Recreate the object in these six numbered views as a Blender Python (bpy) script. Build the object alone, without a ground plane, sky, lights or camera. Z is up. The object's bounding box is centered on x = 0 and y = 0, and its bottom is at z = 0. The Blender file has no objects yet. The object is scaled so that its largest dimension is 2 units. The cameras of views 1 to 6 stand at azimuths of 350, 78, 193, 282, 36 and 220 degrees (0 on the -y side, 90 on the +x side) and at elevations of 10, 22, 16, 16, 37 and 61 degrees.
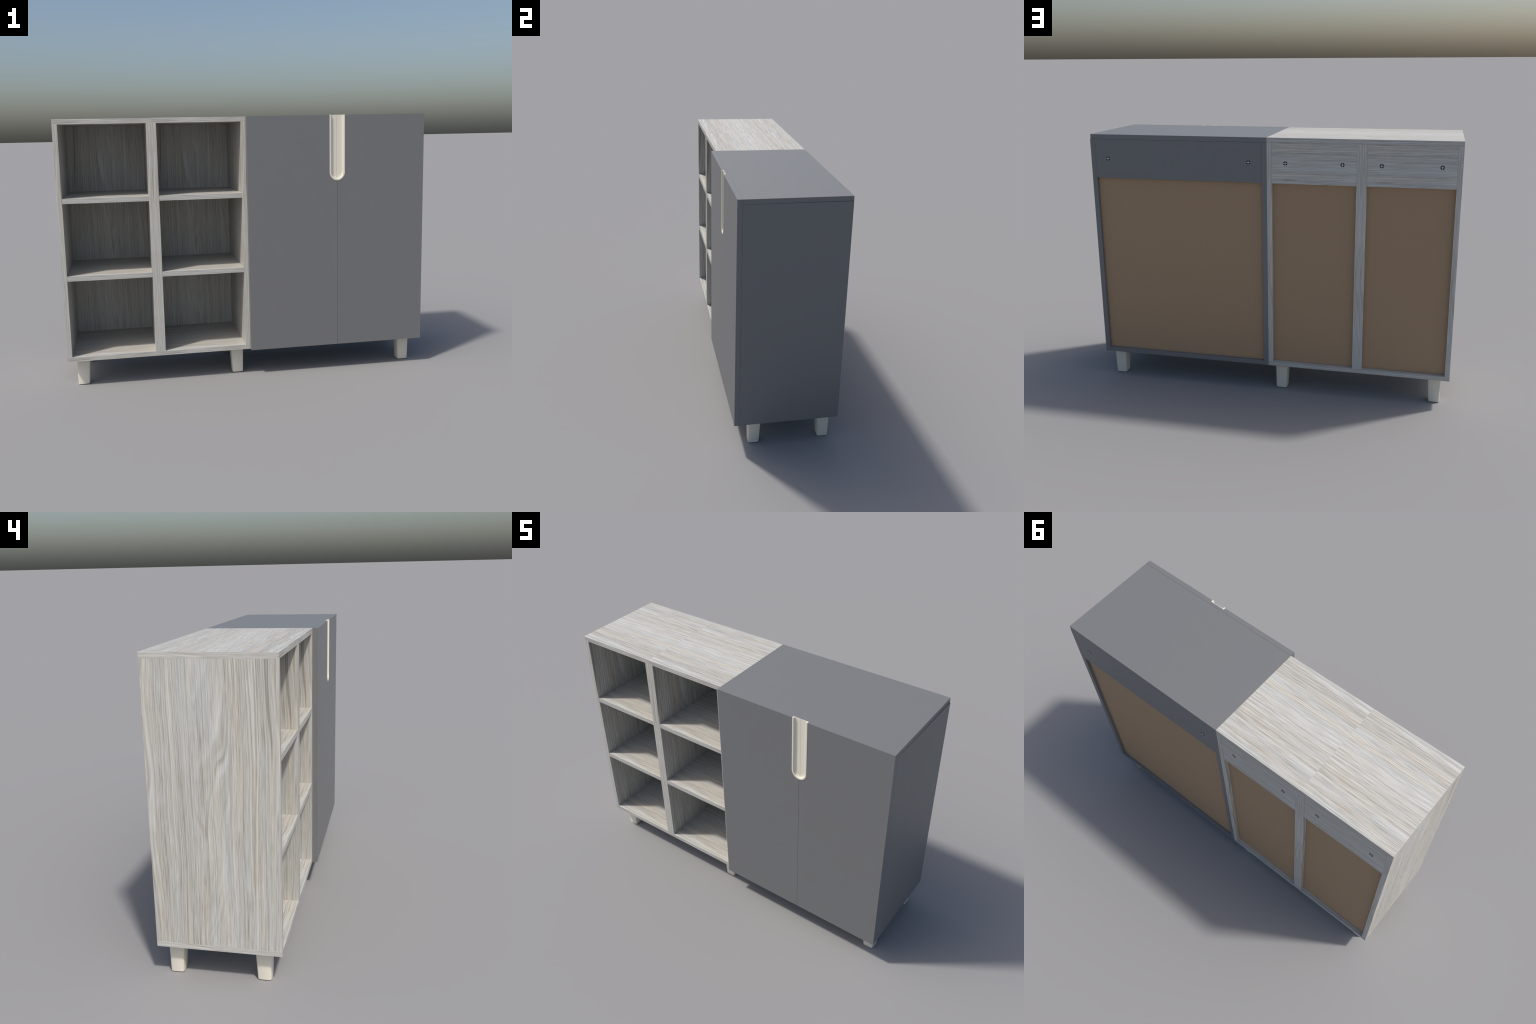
"""Low sideboard: two identical pale-oak open shelf bays and one grey
two-door cupboard on tapered cream feet, with recessed cream pulls."""
import bpy, bmesh, math
from mathutils import Vector, Matrix

# ------------------------------------------------------------------ sizes (m)
TOP = 1.432            # upper face of everything
BASE = 0.149           # underside of the carcasses
FRONT = -0.264         # front edge of the open bays / of the cupboard carcass
BACK = 0.2923          # rear edge of every board
BOARD = 0.0265         # board thickness
SLAB = 0.0257          # top board thickness
FLOOR_TOP = 0.1740     # upper face of the bottom boards
DOOR_FRONT = -0.2915
GAP = 0.0006           # hairline joint between boards
SHELVES = [(0.5890, 0.6160), (0.9995, 1.0265)]
RAIL_BOTTOM = 1.1920
BACKBOARD = (0.2600, 0.2712)

# ------------------------------------------------------------------ materials
def new_material(name):
    m = bpy.data.materials.new(name)
    m.use_nodes = True
    nt = m.node_tree
    nt.nodes.clear()
    out = nt.nodes.new('ShaderNodeOutputMaterial')
    bsdf = nt.nodes.new('ShaderNodeBsdfPrincipled')
    nt.links.new(bsdf.outputs[0], out.inputs[0])
    return m, nt, bsdf


class Nodes:
    """tiny helper to write node maths as expressions"""
    def __init__(self, nt):
        self.nt = nt

    def plug(self, sock, v):
        if isinstance(v, (int, float)):
            sock.default_value = v
        elif isinstance(v, (tuple, list)):
            sock.default_value = v
        else:
            self.nt.links.new(v, sock)

    def math(self, op, a, b=0.0, c=None):
        n = self.nt.nodes.new('ShaderNodeMath')
        n.operation = op
        self.plug(n.inputs[0], a)
        self.plug(n.inputs[1], b)
        if c is not None:
            self.plug(n.inputs[2], c)
        return n.outputs[0]

    def add(self, a, b): return self.math('ADD', a, b)
    def sub(self, a, b): return self.math('SUBTRACT', a, b)
    def mul(self, a, b): return self.math('MULTIPLY', a, b)
    def mad(self, a, b, c): return self.math('MULTIPLY_ADD', a, b, c)

    def vec(self, x, y, z):
        n = self.nt.nodes.new('ShaderNodeCombineXYZ')
        for i, v in enumerate((x, y, z)):
            self.plug(n.inputs[i], v)
        return n.outputs[0]

    def noise(self, vector, scale=1.0, detail=2.0, rough=0.5, dims='3D', w=None):
        n = self.nt.nodes.new('ShaderNodeTexNoise')
        n.noise_dimensions = dims
        if dims != '1D':
            self.plug(n.inputs['Vector'], vector)
        if w is not None:
            self.plug(n.inputs['W'], w)
        n.inputs['Scale'].default_value = scale
        n.inputs['Detail'].default_value = detail
        n.inputs['Roughness'].default_value = rough
        return n.outputs['Fac']

    def ramp(self, fac, stops):
        n = self.nt.nodes.new('ShaderNodeValToRGB')
        el = n.color_ramp.elements
        while len(el) < len(stops):
            el.new(0.5)
        for e, (p, c) in zip(el, stops):
            e.position = p
            e.color = (*c, 1.0)
        self.plug(n.inputs[0], fac)
        return n.outputs[0]

    def mix(self, fac, a, b, mode='MIX'):
        n = self.nt.nodes.new('ShaderNodeMix')
        n.data_type = 'RGBA'
        n.blend_type = mode
        self.plug(n.inputs[0], fac)
        self.plug(n.inputs[6], a if not isinstance(a, tuple) else (*a, 1.0))
        self.plug(n.inputs[7], b if not isinstance(b, tuple) else (*b, 1.0))
        return n.outputs[2]


def pale_oak(grain_axis, seed=0.0):
    """Greyed oak foil: glued-up staves with cathedral rings, long fibres,
    warm and cool tints.  grain_axis is the object axis the grain runs along."""
    m, nt, bsdf = new_material('pale_oak_grain_' + grain_axis)
    k = Nodes(nt)
    tc = nt.nodes.new('ShaderNodeTexCoord')
    sep = nt.nodes.new('ShaderNodeSeparateXYZ')
    nt.links.new(tc.outputs['Object'], sep.inputs[0])
    X, Y, Z = sep.outputs
    g, a, b = {'x': (X, Y, Z), 'y': (Y, Z, X), 'z': (Z, Y, X)}[grain_axis]
    across = k.mad(b, 1.37, a)
    across = k.add(across, seed)

    # slow wander of the grain lines
    wander = k.noise(k.vec(k.mul(g, 1.5), k.mul(across, 4.5), seed), 1.0, 2.0)
    A = k.mad(k.sub(wander, 0.5), 0.026, across)

    # staves of uneven width
    STAVE = 0.118
    jig = k.noise(None, 6.0, 0.0, 0.5, '1D', w=across)
    sidx = k.math('DIVIDE', k.mad(k.sub(jig, 0.5), 0.10, k.mad(k.sub(wander, 0.5), 0.012, across)), STAVE)
    stave = k.math('FLOOR', sidx)
    wn = nt.nodes.new('ShaderNodeTexWhiteNoise')
    wn.noise_dimensions = '1D'
    k.plug(wn.inputs['W'], k.add(stave, 17.3))
    rs = nt.nodes.new('ShaderNodeSeparateColor')
    nt.links.new(wn.outputs['Color'], rs.inputs[0])
    r1, r2, r3 = rs.outputs

    local = k.mul(k.sub(k.sub(sidx, stave), 0.5), STAVE)
    pith = k.mul(k.sub(r1, 0.5), 0.10)
    d = k.sub(k.mad(k.sub(wander, 0.5), 0.075, local), pith)
    radius = k.math('SQRT', k.add(k.mul(d, d), 0.00006))
    tilt = k.mul(k.sub(r2, 0.5), 0.20)
    field = k.add(k.mad(g, tilt, radius), k.mul(stave, 0.37))
    rings = k.noise(None, 105.0, 1.5, 0.6, '1D', w=field)

    bands = k.noise(k.vec(k.mul(g, 0.9), k.mul(A, 21.0), 3.1), 1.0, 2.0)
    fibre = k.noise(k.vec(k.mul(g, 2.0), k.mul(A, 225.0), k.mul(b, 60.0)), 1.0, 3.0, 0.65)
    pores = k.noise(k.vec(k.mul(g, 11.0), k.mul(A, 470.0), k.mul(b, 140.0)), 1.0, 2.0, 0.6)
    # straight-grained strips are fibrous, cathedral strips smooth with bold rings
    figure = k.noise(k.vec(k.mul(g, 0.9), k.mul(A, 11.0), 5.5), 1.0, 1.0)
    smooth = nt.nodes.new('ShaderNodeMapRange')
    smooth.interpolation_type = 'SMOOTHSTEP'
    k.plug(smooth.inputs[0], k.add(figure, k.mul(k.sub(0.026, radius), 3.2)))
    smooth.inputs[1].default_value = 0.40
    smooth.inputs[2].default_value = 0.66
    sm = smooth.outputs[0]

    v = k.mul(k.sub(rings, 0.5), k.mad(sm, 0.50, 0.34))
    v = k.add(v, k.mad(sm, 0.03, 0.475))
    v = k.mad(k.sub(bands, 0.5), 0.36, v)
    v = k.add(v, k.mul(k.sub(fibre, 0.5), k.mad(sm, -0.50, 1.16)))
    v = k.add(v, k.mul(k.sub(pores, 0.5), k.mad(sm, -0.30, 1.00)))
    v = k.mad(k.sub(r3, 0.5), 0.10, v)
    col = k.ramp(v, [(0.14, (0.290, 0.268, 0.236)), (0.40, (0.444, 0.426, 0.390)),
                     (0.58, (0.534, 0.520, 0.486)), (0.88, (0.662, 0.662, 0.642))])
    # pale yellow, faint pink and cool white streaks of the printed foil
    tint = k.noise(k.vec(k.mul(g, 1.6), k.mul(A, 24.0), 8.7), 1.0, 2.0)
    warm = k.ramp(tint, [(0.30, (0.955, 1.0, 1.02)), (0.46, (0.992, 1.0, 1.0)),
                         (0.60, (1.015, 0.998, 0.960)), (0.72, (1.035, 0.988, 0.925))])
    col = k.mix(1.0, col, warm, 'MULTIPLY')
    nt.links.new(col, bsdf.inputs['Base Color'])
    bsdf.inputs['Roughness'].default_value = 0.50
    bsdf.inputs['Specular IOR Level'].default_value = 0.35
    return m


def plain(name, colour, rough, spec=0.5, grain=0.0, scale=(1, 1, 1), metallic=0.0):
    m, nt, bsdf = new_material(name)
    k = Nodes(nt)
    if grain > 0:
        tc = nt.nodes.new('ShaderNodeTexCoord')
        mp = nt.nodes.new('ShaderNodeMapping')
        mp.inputs['Scale'].default_value = scale
        nt.links.new(tc.outputs['Object'], mp.inputs[0])
        n = k.noise(mp.outputs[0], 1.0, 3.0, 0.6)
        lo = tuple(c * (1 - grain) for c in colour)
        hi = tuple(c * (1 + grain) for c in colour)
        nt.links.new(k.ramp(n, [(0.25, lo), (0.75, hi)]), bsdf.inputs['Base Color'])
    else:
        bsdf.inputs['Base Color'].default_value = (*colour, 1)
    bsdf.inputs['Roughness'].default_value = rough
    bsdf.inputs['Specular IOR Level'].default_value = spec
    bsdf.inputs['Metallic'].default_value = metallic
    return m


OAK = {ax: pale_oak(ax, s) for ax, s in (('x', 0.31), ('y', 1.73), ('z', 2.35))}
GREY = plain('grey_melamine', (0.175, 0.178, 0.181), 0.45, 0.5, 0.012, (60, 60, 60))
HARDBOARD = plain('brown_hardboard', (0.400, 0.273, 0.168), 0.75, 0.3, 0.07, (90, 90, 420))
CREAM = plain('cream_lacquer', (0.755, 0.710, 0.600), 0.45, 0.4, 0.01, (30, 30, 30))
BLACK = plain('black_screw_steel', (0.004, 0.004, 0.005), 0.6, 0.1)
STEEL = plain('bright_screw_cross', (0.55, 0.56, 0.58), 0.4, 0.5)

# ------------------------------------------------------------------ helpers
root = bpy.data.objects.new('sideboard_cabinet', None)
bpy.context.scene.collection.objects.link(root)
root['label'] = 'pale oak open shelves beside grey two-door cupboard on cream feet'
root['category'] = 'storage cabinet'


def place(name, mesh, location=(0, 0, 0), parent=None):
    o = bpy.data.objects.new(name, mesh)
    bpy.context.scene.collection.objects.link(o)
    p = parent or root
    o.parent = p
    base = p.matrix_basis.translation
    o.location = Vector(location) - base if p is not root else Vector(location)
    return o


def board(name, x, y, z, materials, grain='x', bevel=0.0007):
    """A board as a mesh about its own centre -> (mesh, centre)."""
    size = Vector((x[1] - x[0], y[1] - y[0], z[1] - z[0]))
    centre = Vector(((x[0] + x[1]) / 2, (y[0] + y[1]) / 2, (z[0] + z[1]) / 2))
    bm = bmesh.new()
    bmesh.ops.create_cube(bm, size=1.0, matrix=Matrix.Diagonal((*size, 1)))
    bmesh.ops.bevel(bm, geom=bm.edges[:], offset=bevel, segments=1, affect='EDGES')
    me = bpy.data.meshes.new(name)
    for mat in materials:
        me.materials.append(mat)
    if len(materials) > 1:                      # banded ends: grain follows the edge
        for f in bm.faces:
            if abs(f.normal.x) > 0.9:
                f.material_index = 1
    bm.to_mesh(me)
    bm.free()
    return me, centre


# ------------------------------------------------------------------ screw
def screw_meshes():
    R = 0.0108
    bm = bmesh.new()
    prof = [(R, 0.0), (R, 0.0002), (R * 0.93, 0.0005), (R * 0.6, 0.0006)]
    n = 28
    rings = []
    for r, h in prof:
        rings.append([bm.verts.new((r * math.cos(2 * math.pi * i / n), h,
                                    r * math.sin(2 * math.pi * i / n))) for i in range(n)])
    for p, q in zip(rings, rings[1:]):
        for i in range(n):
            bm.faces.new((p[i], q[i], q[(i + 1) % n], p[(i + 1) % n]))
    bm.faces.new(rings[-1])
    bm.faces.new(list(reversed(rings[0])))
    bmesh.ops.recalc_face_normals(bm, faces=bm.faces)
    head = bpy.data.meshes.new('screw')
    bm.to_mesh(head)
    bm.free()
    head.materials.append(BLACK)

    L, t, c = R * 0.84, R * 0.12, R * 0.21       # four tapering arms
    pts = []
    for q in range(4):
        ang = q * math.pi / 2
        for px, pz in ((L, -t), (L, t), (c, c)):
            pts.append((px * math.cos(ang) - pz * math.sin(ang),
                        px * math.sin(ang) + pz * math.cos(ang)))
    bm = bmesh.new()
    lo = [bm.verts.new((px, 0.0004, pz)) for px, pz in pts]
    hi = [bm.verts.new((px, 0.0011, pz)) for px, pz in pts]
    m = len(pts)
    for i in range(m):
        bm.faces.new((lo[i], lo[(i + 1) % m], hi[(i + 1) % m], hi[i]))
    bm.faces.new(hi)
    bm.faces.new(list(reversed(lo)))
    bmesh.ops.recalc_face_normals(bm, faces=bm.faces)
    cross = bpy.data.meshes.new('screw_cross')
    bm.to_mesh(cross)
    bm.free()
    cross.materials.append(STEEL)
    # one mesh: dark head with the bright cross let into it
    bm = bmesh.new()
    bm.from_mesh(head)
    k = len(bm.faces)
    bm.from_mesh(cross)
    bm.faces.ensure_lookup_table()
    for f in bm.faces[k:]:
        f.material_index = 1
    bm.to_mesh(head)
    bm.free()
    head.materials.append(STEEL)
    bpy.data.meshes.remove(cross)
    return head


SCREW = screw_meshes()
SCREW_Z = 1.300


def add_screws(rail, xs):
    for x in xs:
        place('screw', SCREW, (x, BACK, SCREW_Z), rail)


# ------------------------------------------------------------------ open oak bays
BAY = 0.5
TIGHT = 0.0002
x0 = -1.0


def build_bays():
    GAP = 0.0002
    ox, oz, both = [OAK['x']], [OAK['z']], [OAK['x'], OAK['y']]
    w = (x0 + GAP / 4, x0 + BAY - GAP / 4)
    inner = (x0 + BOARD, x0 + BAY - BOARD)
    parts = [('top_panel', *board('top_panel', w, (FRONT, BACK), (TOP - SLAB, TOP), both, bevel=TIGHT)),
             ('bottom_panel', *board('bottom_panel', w, (FRONT, BACK), (BASE, FLOOR_TOP), both, bevel=TIGHT))]
    side = (FLOOR_TOP + GAP / 2, TOP - SLAB - GAP / 2)
    me, c = board('side_panel', (x0 + GAP / 4, inner[0]), (FRONT, BACK), side, oz, bevel=TIGHT)
    parts.append(('side_panel', me, c))
    me, c2 = board('side_panel', (inner[1], x0 + BAY - GAP / 4), (FRONT, BACK), side, oz, bevel=TIGHT)
    parts.append(('side_panel', me, c2))
    for z in SHELVES:
        if z is SHELVES[0]:
            me, c = board('shelf', (inner[0] + .0002, inner[1] - .0002),
                          (FRONT + 0.0004, BACKBOARD[0] - .0005), z, ox)
        else:
            c = Vector((c.x, c.y, (z[0] + z[1]) / 2))
        parts.append(('shelf', me, c))
    # back: oak-faced sheet inside, bare hardboard outside, rail above
    mid = sum(BACKBOARD) / 2
    parts.append(('back_panel', *board('back_panel', inner, (BACKBOARD[0], mid - .0002),
                                       side, oz, bevel=0.0003)))
    parts.append(('hardboard_back', *board('hardboard_back', inner, (mid, BACKBOARD[1]),
                                           side, [HARDBOARD], bevel=0.0003)))
    parts.append(('back_rail', *board('back_rail', (inner[0] + GAP / 2, inner[1] - GAP / 2),
                                      (BACKBOARD[1] + .0003, BACK - .0003),
                                      (RAIL_BOTTOM, side[1] - GAP / 2), ox)))
    for bay in range(2):
        for name, me, c in parts:
            o = place(name, me, c + Vector((bay * BAY, 0, 0)))
            if name == 'back_rail':
                bx = x0 + bay * BAY
                add_screws(o, (bx + 0.1, bx + 0.4))


build_bays()


# ------------------------------------------------------------------ grey cupboard
def build_cupboard():
    gm = [GREY]
    under = TOP - SLAB
    # top: its outer edge runs back to stand a hair inside the side panel
    me, c = board('top_panel', (0.0004, 0.9995), (FRONT, BACK), (under, TOP), gm, bevel=0.0003)
    for v in me.vertices:
        if v.co.x > 0:
            v.co.x -= 0.0028 * (v.co.y + (BACK - FRONT) / 2) / (BACK - FRONT)
    place('top_panel', me, c)
    me, c = board('side_panel', (0.9735, 1.0), (FRONT, BACK), (BASE, under - GAP), gm)
    place('side_panel', me, c)
    place('side_panel', me, (0.0004 + BOARD / 2, c.y, c.z))
    ix = (0.0004 + BOARD + GAP / 2, 0.9735 - GAP / 2)
    place('bottom_panel', *board('bottom_panel', ix, (FRONT, BACK - .0002), (BASE + .0002, FLOOR_TOP + .0005), gm))
    place('hardboard_back', *board('hardboard_back', ix, (0.2655, 0.2755), (FLOOR_TOP + .0005, under - GAP),
                                   [HARDBOARD], bevel=0.0003))
    rail = place('back_rail', *board('back_rail', ix, (0.2758, BACK - .0003),
                                     (RAIL_BOTTOM, under - GAP), gm))
    add_screws(rail, (0.1, 0.9))


build_cupboard()

# doors with a pocket for the pull; both doors and pulls are mirror halves about x = 0.5
MEET = 0.5
PULL_HALF = 0.0433           # half width of the pull
PULL_TIP = 1.0785            # lowest point
PULL_TOP = 1.4335
DOOR_BACK = FRONT - 0.0006
POCKET = -0.2800             # floor of the pocket cut in the door
SPLIT = 0.0006               # half the slit between the doors


def half_outline(r, top, centre, steps=14):
    """Half a tongue shape in XZ: straight edge at -r, quarter round to the tip."""
    pts = [(-r, top)]
    for i in range(steps + 1):
        t = math.pi / 2 * i / steps
        pts.append((-r * math.cos(t), centre - r * 1.08 * math.sin(t)))
    return pts


CENTRE_Z = PULL_TIP + PULL_HALF * 1.08


def door_mesh():
    """Left door, local x measured from the meeting line."""
    left, bottom = -MEET + 0.0003, BASE - 0.0005
    ol = half_outline(PULL_HALF - 0.0004, TOP, CENTRE_Z)
    ol[-1] = (-SPLIT, ol[-1][1])
    bm = bmesh.new()
    # front skin around the notch
    front2d = [(left, TOP)] + ol + [(-SPLIT, bottom), (left, bottom)]
    V = lambda p, y: bm.verts.new((p[0], y, p[1]))
    f = [V(p, DOOR_FRONT) for p in front2d]
    back2d = [(left, TOP), (-SPLIT, TOP), (-SPLIT, bottom), (left, bottom)]
    b = [V(p, DOOR_BACK) for p in back2d]
    pk = [V(p, POCKET) for p in ol] + [V((-SPLIT, TOP), POCKET)]
    n = len(ol)
    bm.faces.new(list(reversed(f)))
    bm.faces.new(b)
    bm.faces.new(pk)
    for i in range(n - 1):                       # pocket wall
        bm.faces.new((f[1 + i], f[2 + i], pk[i + 1], pk[i]))
    bm.faces.new((f[0], f[1], pk[0], pk[n], b[1], b[0]))               # top
    bm.faces.new((f[n], f[n + 1], b[2], b[1], pk[n], pk[n - 1]))       # meeting edge
    bm.faces.new((f[n + 1], f[n + 2], b[3], b[2]))                     # bottom
    bm.faces.new((f[n + 2], f[0], b[0], b[3]))                         # outer edge
    bmesh.ops.recalc_face_normals(bm, faces=bm.faces)
    me = bpy.data.meshes.new('door')
    bm.to_mesh(me)
    bm.free()
    me.materials.append(GREY)
    return me


def pull_mesh():
    """Half a recessed tongue-shaped tray: rim, filleted wall and flat floor."""
    rim_y, floor_y, back_y = -0.2930, -0.2822, POCKET - 0.0002
    seam = 0.0004
    # section from outside to inside: (inset from the outline, y)
    section = [(0.0, back_y), (0.0, rim_y + 0.0005), (0.0005, rim_y),
               (0.0078, rim_y), (0.0083, rim_y + 0.0005), (0.0086, floor_y - 0.0030),
               (0.0110, floor_y - 0.0020), (0.0140, floor_y - 0.0011),
               (0.0170, floor_y - 0.0005), (0.0200, floor_y - 0.0002), (0.0235, floor_y)]
    bm = bmesh.new()
    loops = []
    for inset, y in section:
        r = PULL_HALF - inset
        ol = half_outline(r, PULL_TOP if y < floor_y - 0.004 else PULL_TOP - 0.0006, CENTRE_Z)
        row = []
        for x, z in ol:
            row.append(bm.verts.new((min(x, -seam), y, z)))
        loops.append(row)
    for p, q in zip(loops, loops[1:]):
        for i in range(len(p) - 1):
            bm.faces.new((p[i], p[i + 1], q[i + 1], q[i]))
    last = loops[-1]
    top_f = bm.verts.new((-seam, floor_y, PULL_TOP - 0.0006))
    top_b = bm.verts.new((-seam, back_y, PULL_TOP - 0.0006))
    bm.faces.new([top_f] + last)                                    # floor
    bm.faces.new([row[0] for row in loops] + [top_f, top_b])        # top end
    bm.faces.new([row[-1] for row in loops] + [top_f, top_b])       # meeting edge
    bm.faces.new(loops[0] + [top_b])                                # back
    bmesh.ops.recalc_face_normals(bm, faces=bm.faces)
    for fc in bm.faces:
        fc.smooth = True
    me = bpy.data.meshes.new('handle')
    bm.to_mesh(me)
    bm.free()
    me.set_sharp_from_angle(angle=math.radians(38))
    me.materials.append(CREAM)
    return me


def mirrored(mesh):
    bm = bmesh.new()
    bm.from_mesh(mesh)
    bmesh.ops.scale(bm, vec=(-1, 1, 1), verts=bm.verts)
    bmesh.ops.reverse_faces(bm, faces=bm.faces)
    me = mesh.copy()
    bm.to_mesh(me)
    bm.free()
    return me


door, pull = door_mesh(), pull_mesh()
for d, p in ((door, pull), (mirrored(door), mirrored(pull))):
    o = place('door', d, (MEET, 0, 0))
    place('handle', p, (MEET, 0, 0), o)


# ------------------------------------------------------------------ feet
def foot_mesh(sx, sy):
    """Tapered foot.  sx, sy point to its outer (nearly upright) faces."""
    half = 0.0305
    outer, inner = 0.0025, 0.0090
    def rect(z, grow_out, grow_in):
        xs = sorted((sx * (half + grow_out), -sx * (half + grow_in)))
        ys = sorted((sy * (half + grow_out), -sy * (half + grow_in)))
        return [(xs[0], ys[0], z), (xs[1], ys[0], z), (xs[1], ys[1], z), (xs[0], ys[1], z)]
    bm = bmesh.new()
    lo = [bm.verts.new(p) for p in rect(0.0, 0, 0)]
    hi = [bm.verts.new(p) for p in rect(BASE - 0.0003, outer, inner)]
    for i in range(4):
        bm.faces.new((lo[i], lo[(i + 1) % 4], hi[(i + 1) % 4], hi[i]))
    bm.faces.new(list(reversed(lo)))
    bm.faces.new(hi)
    uprights = [e for e in bm.edges if abs(e.verts[0].co.z - e.verts[1].co.z) > 0.05]
    bmesh.ops.bevel(bm, geom=uprights, offset=0.0105, segments=2, profile=0.5, affect='EDGES')
    rim = [e for e in bm.edges if all(v.co.z < 1e-5 for v in e.verts)]
    bmesh.ops.bevel(bm, geom=rim, offset=0.0015, segments=1, affect='EDGES')
    for f in bm.faces:
        f.smooth = True
    me = bpy.data.meshes.new('foot')
    bm.to_mesh(me)
    bm.free()
    me.set_sharp_from_angle(angle=math.radians(40))
    me.materials.append(CREAM)
    return me


for x, sx in ((-0.9235, -1), (-0.0655, 1), (0.929, 1)):
    for y, sy in ((-0.175, -1), (0.223, 1)):
        place('foot', foot_mesh(sx, sy), (x, y, 0))
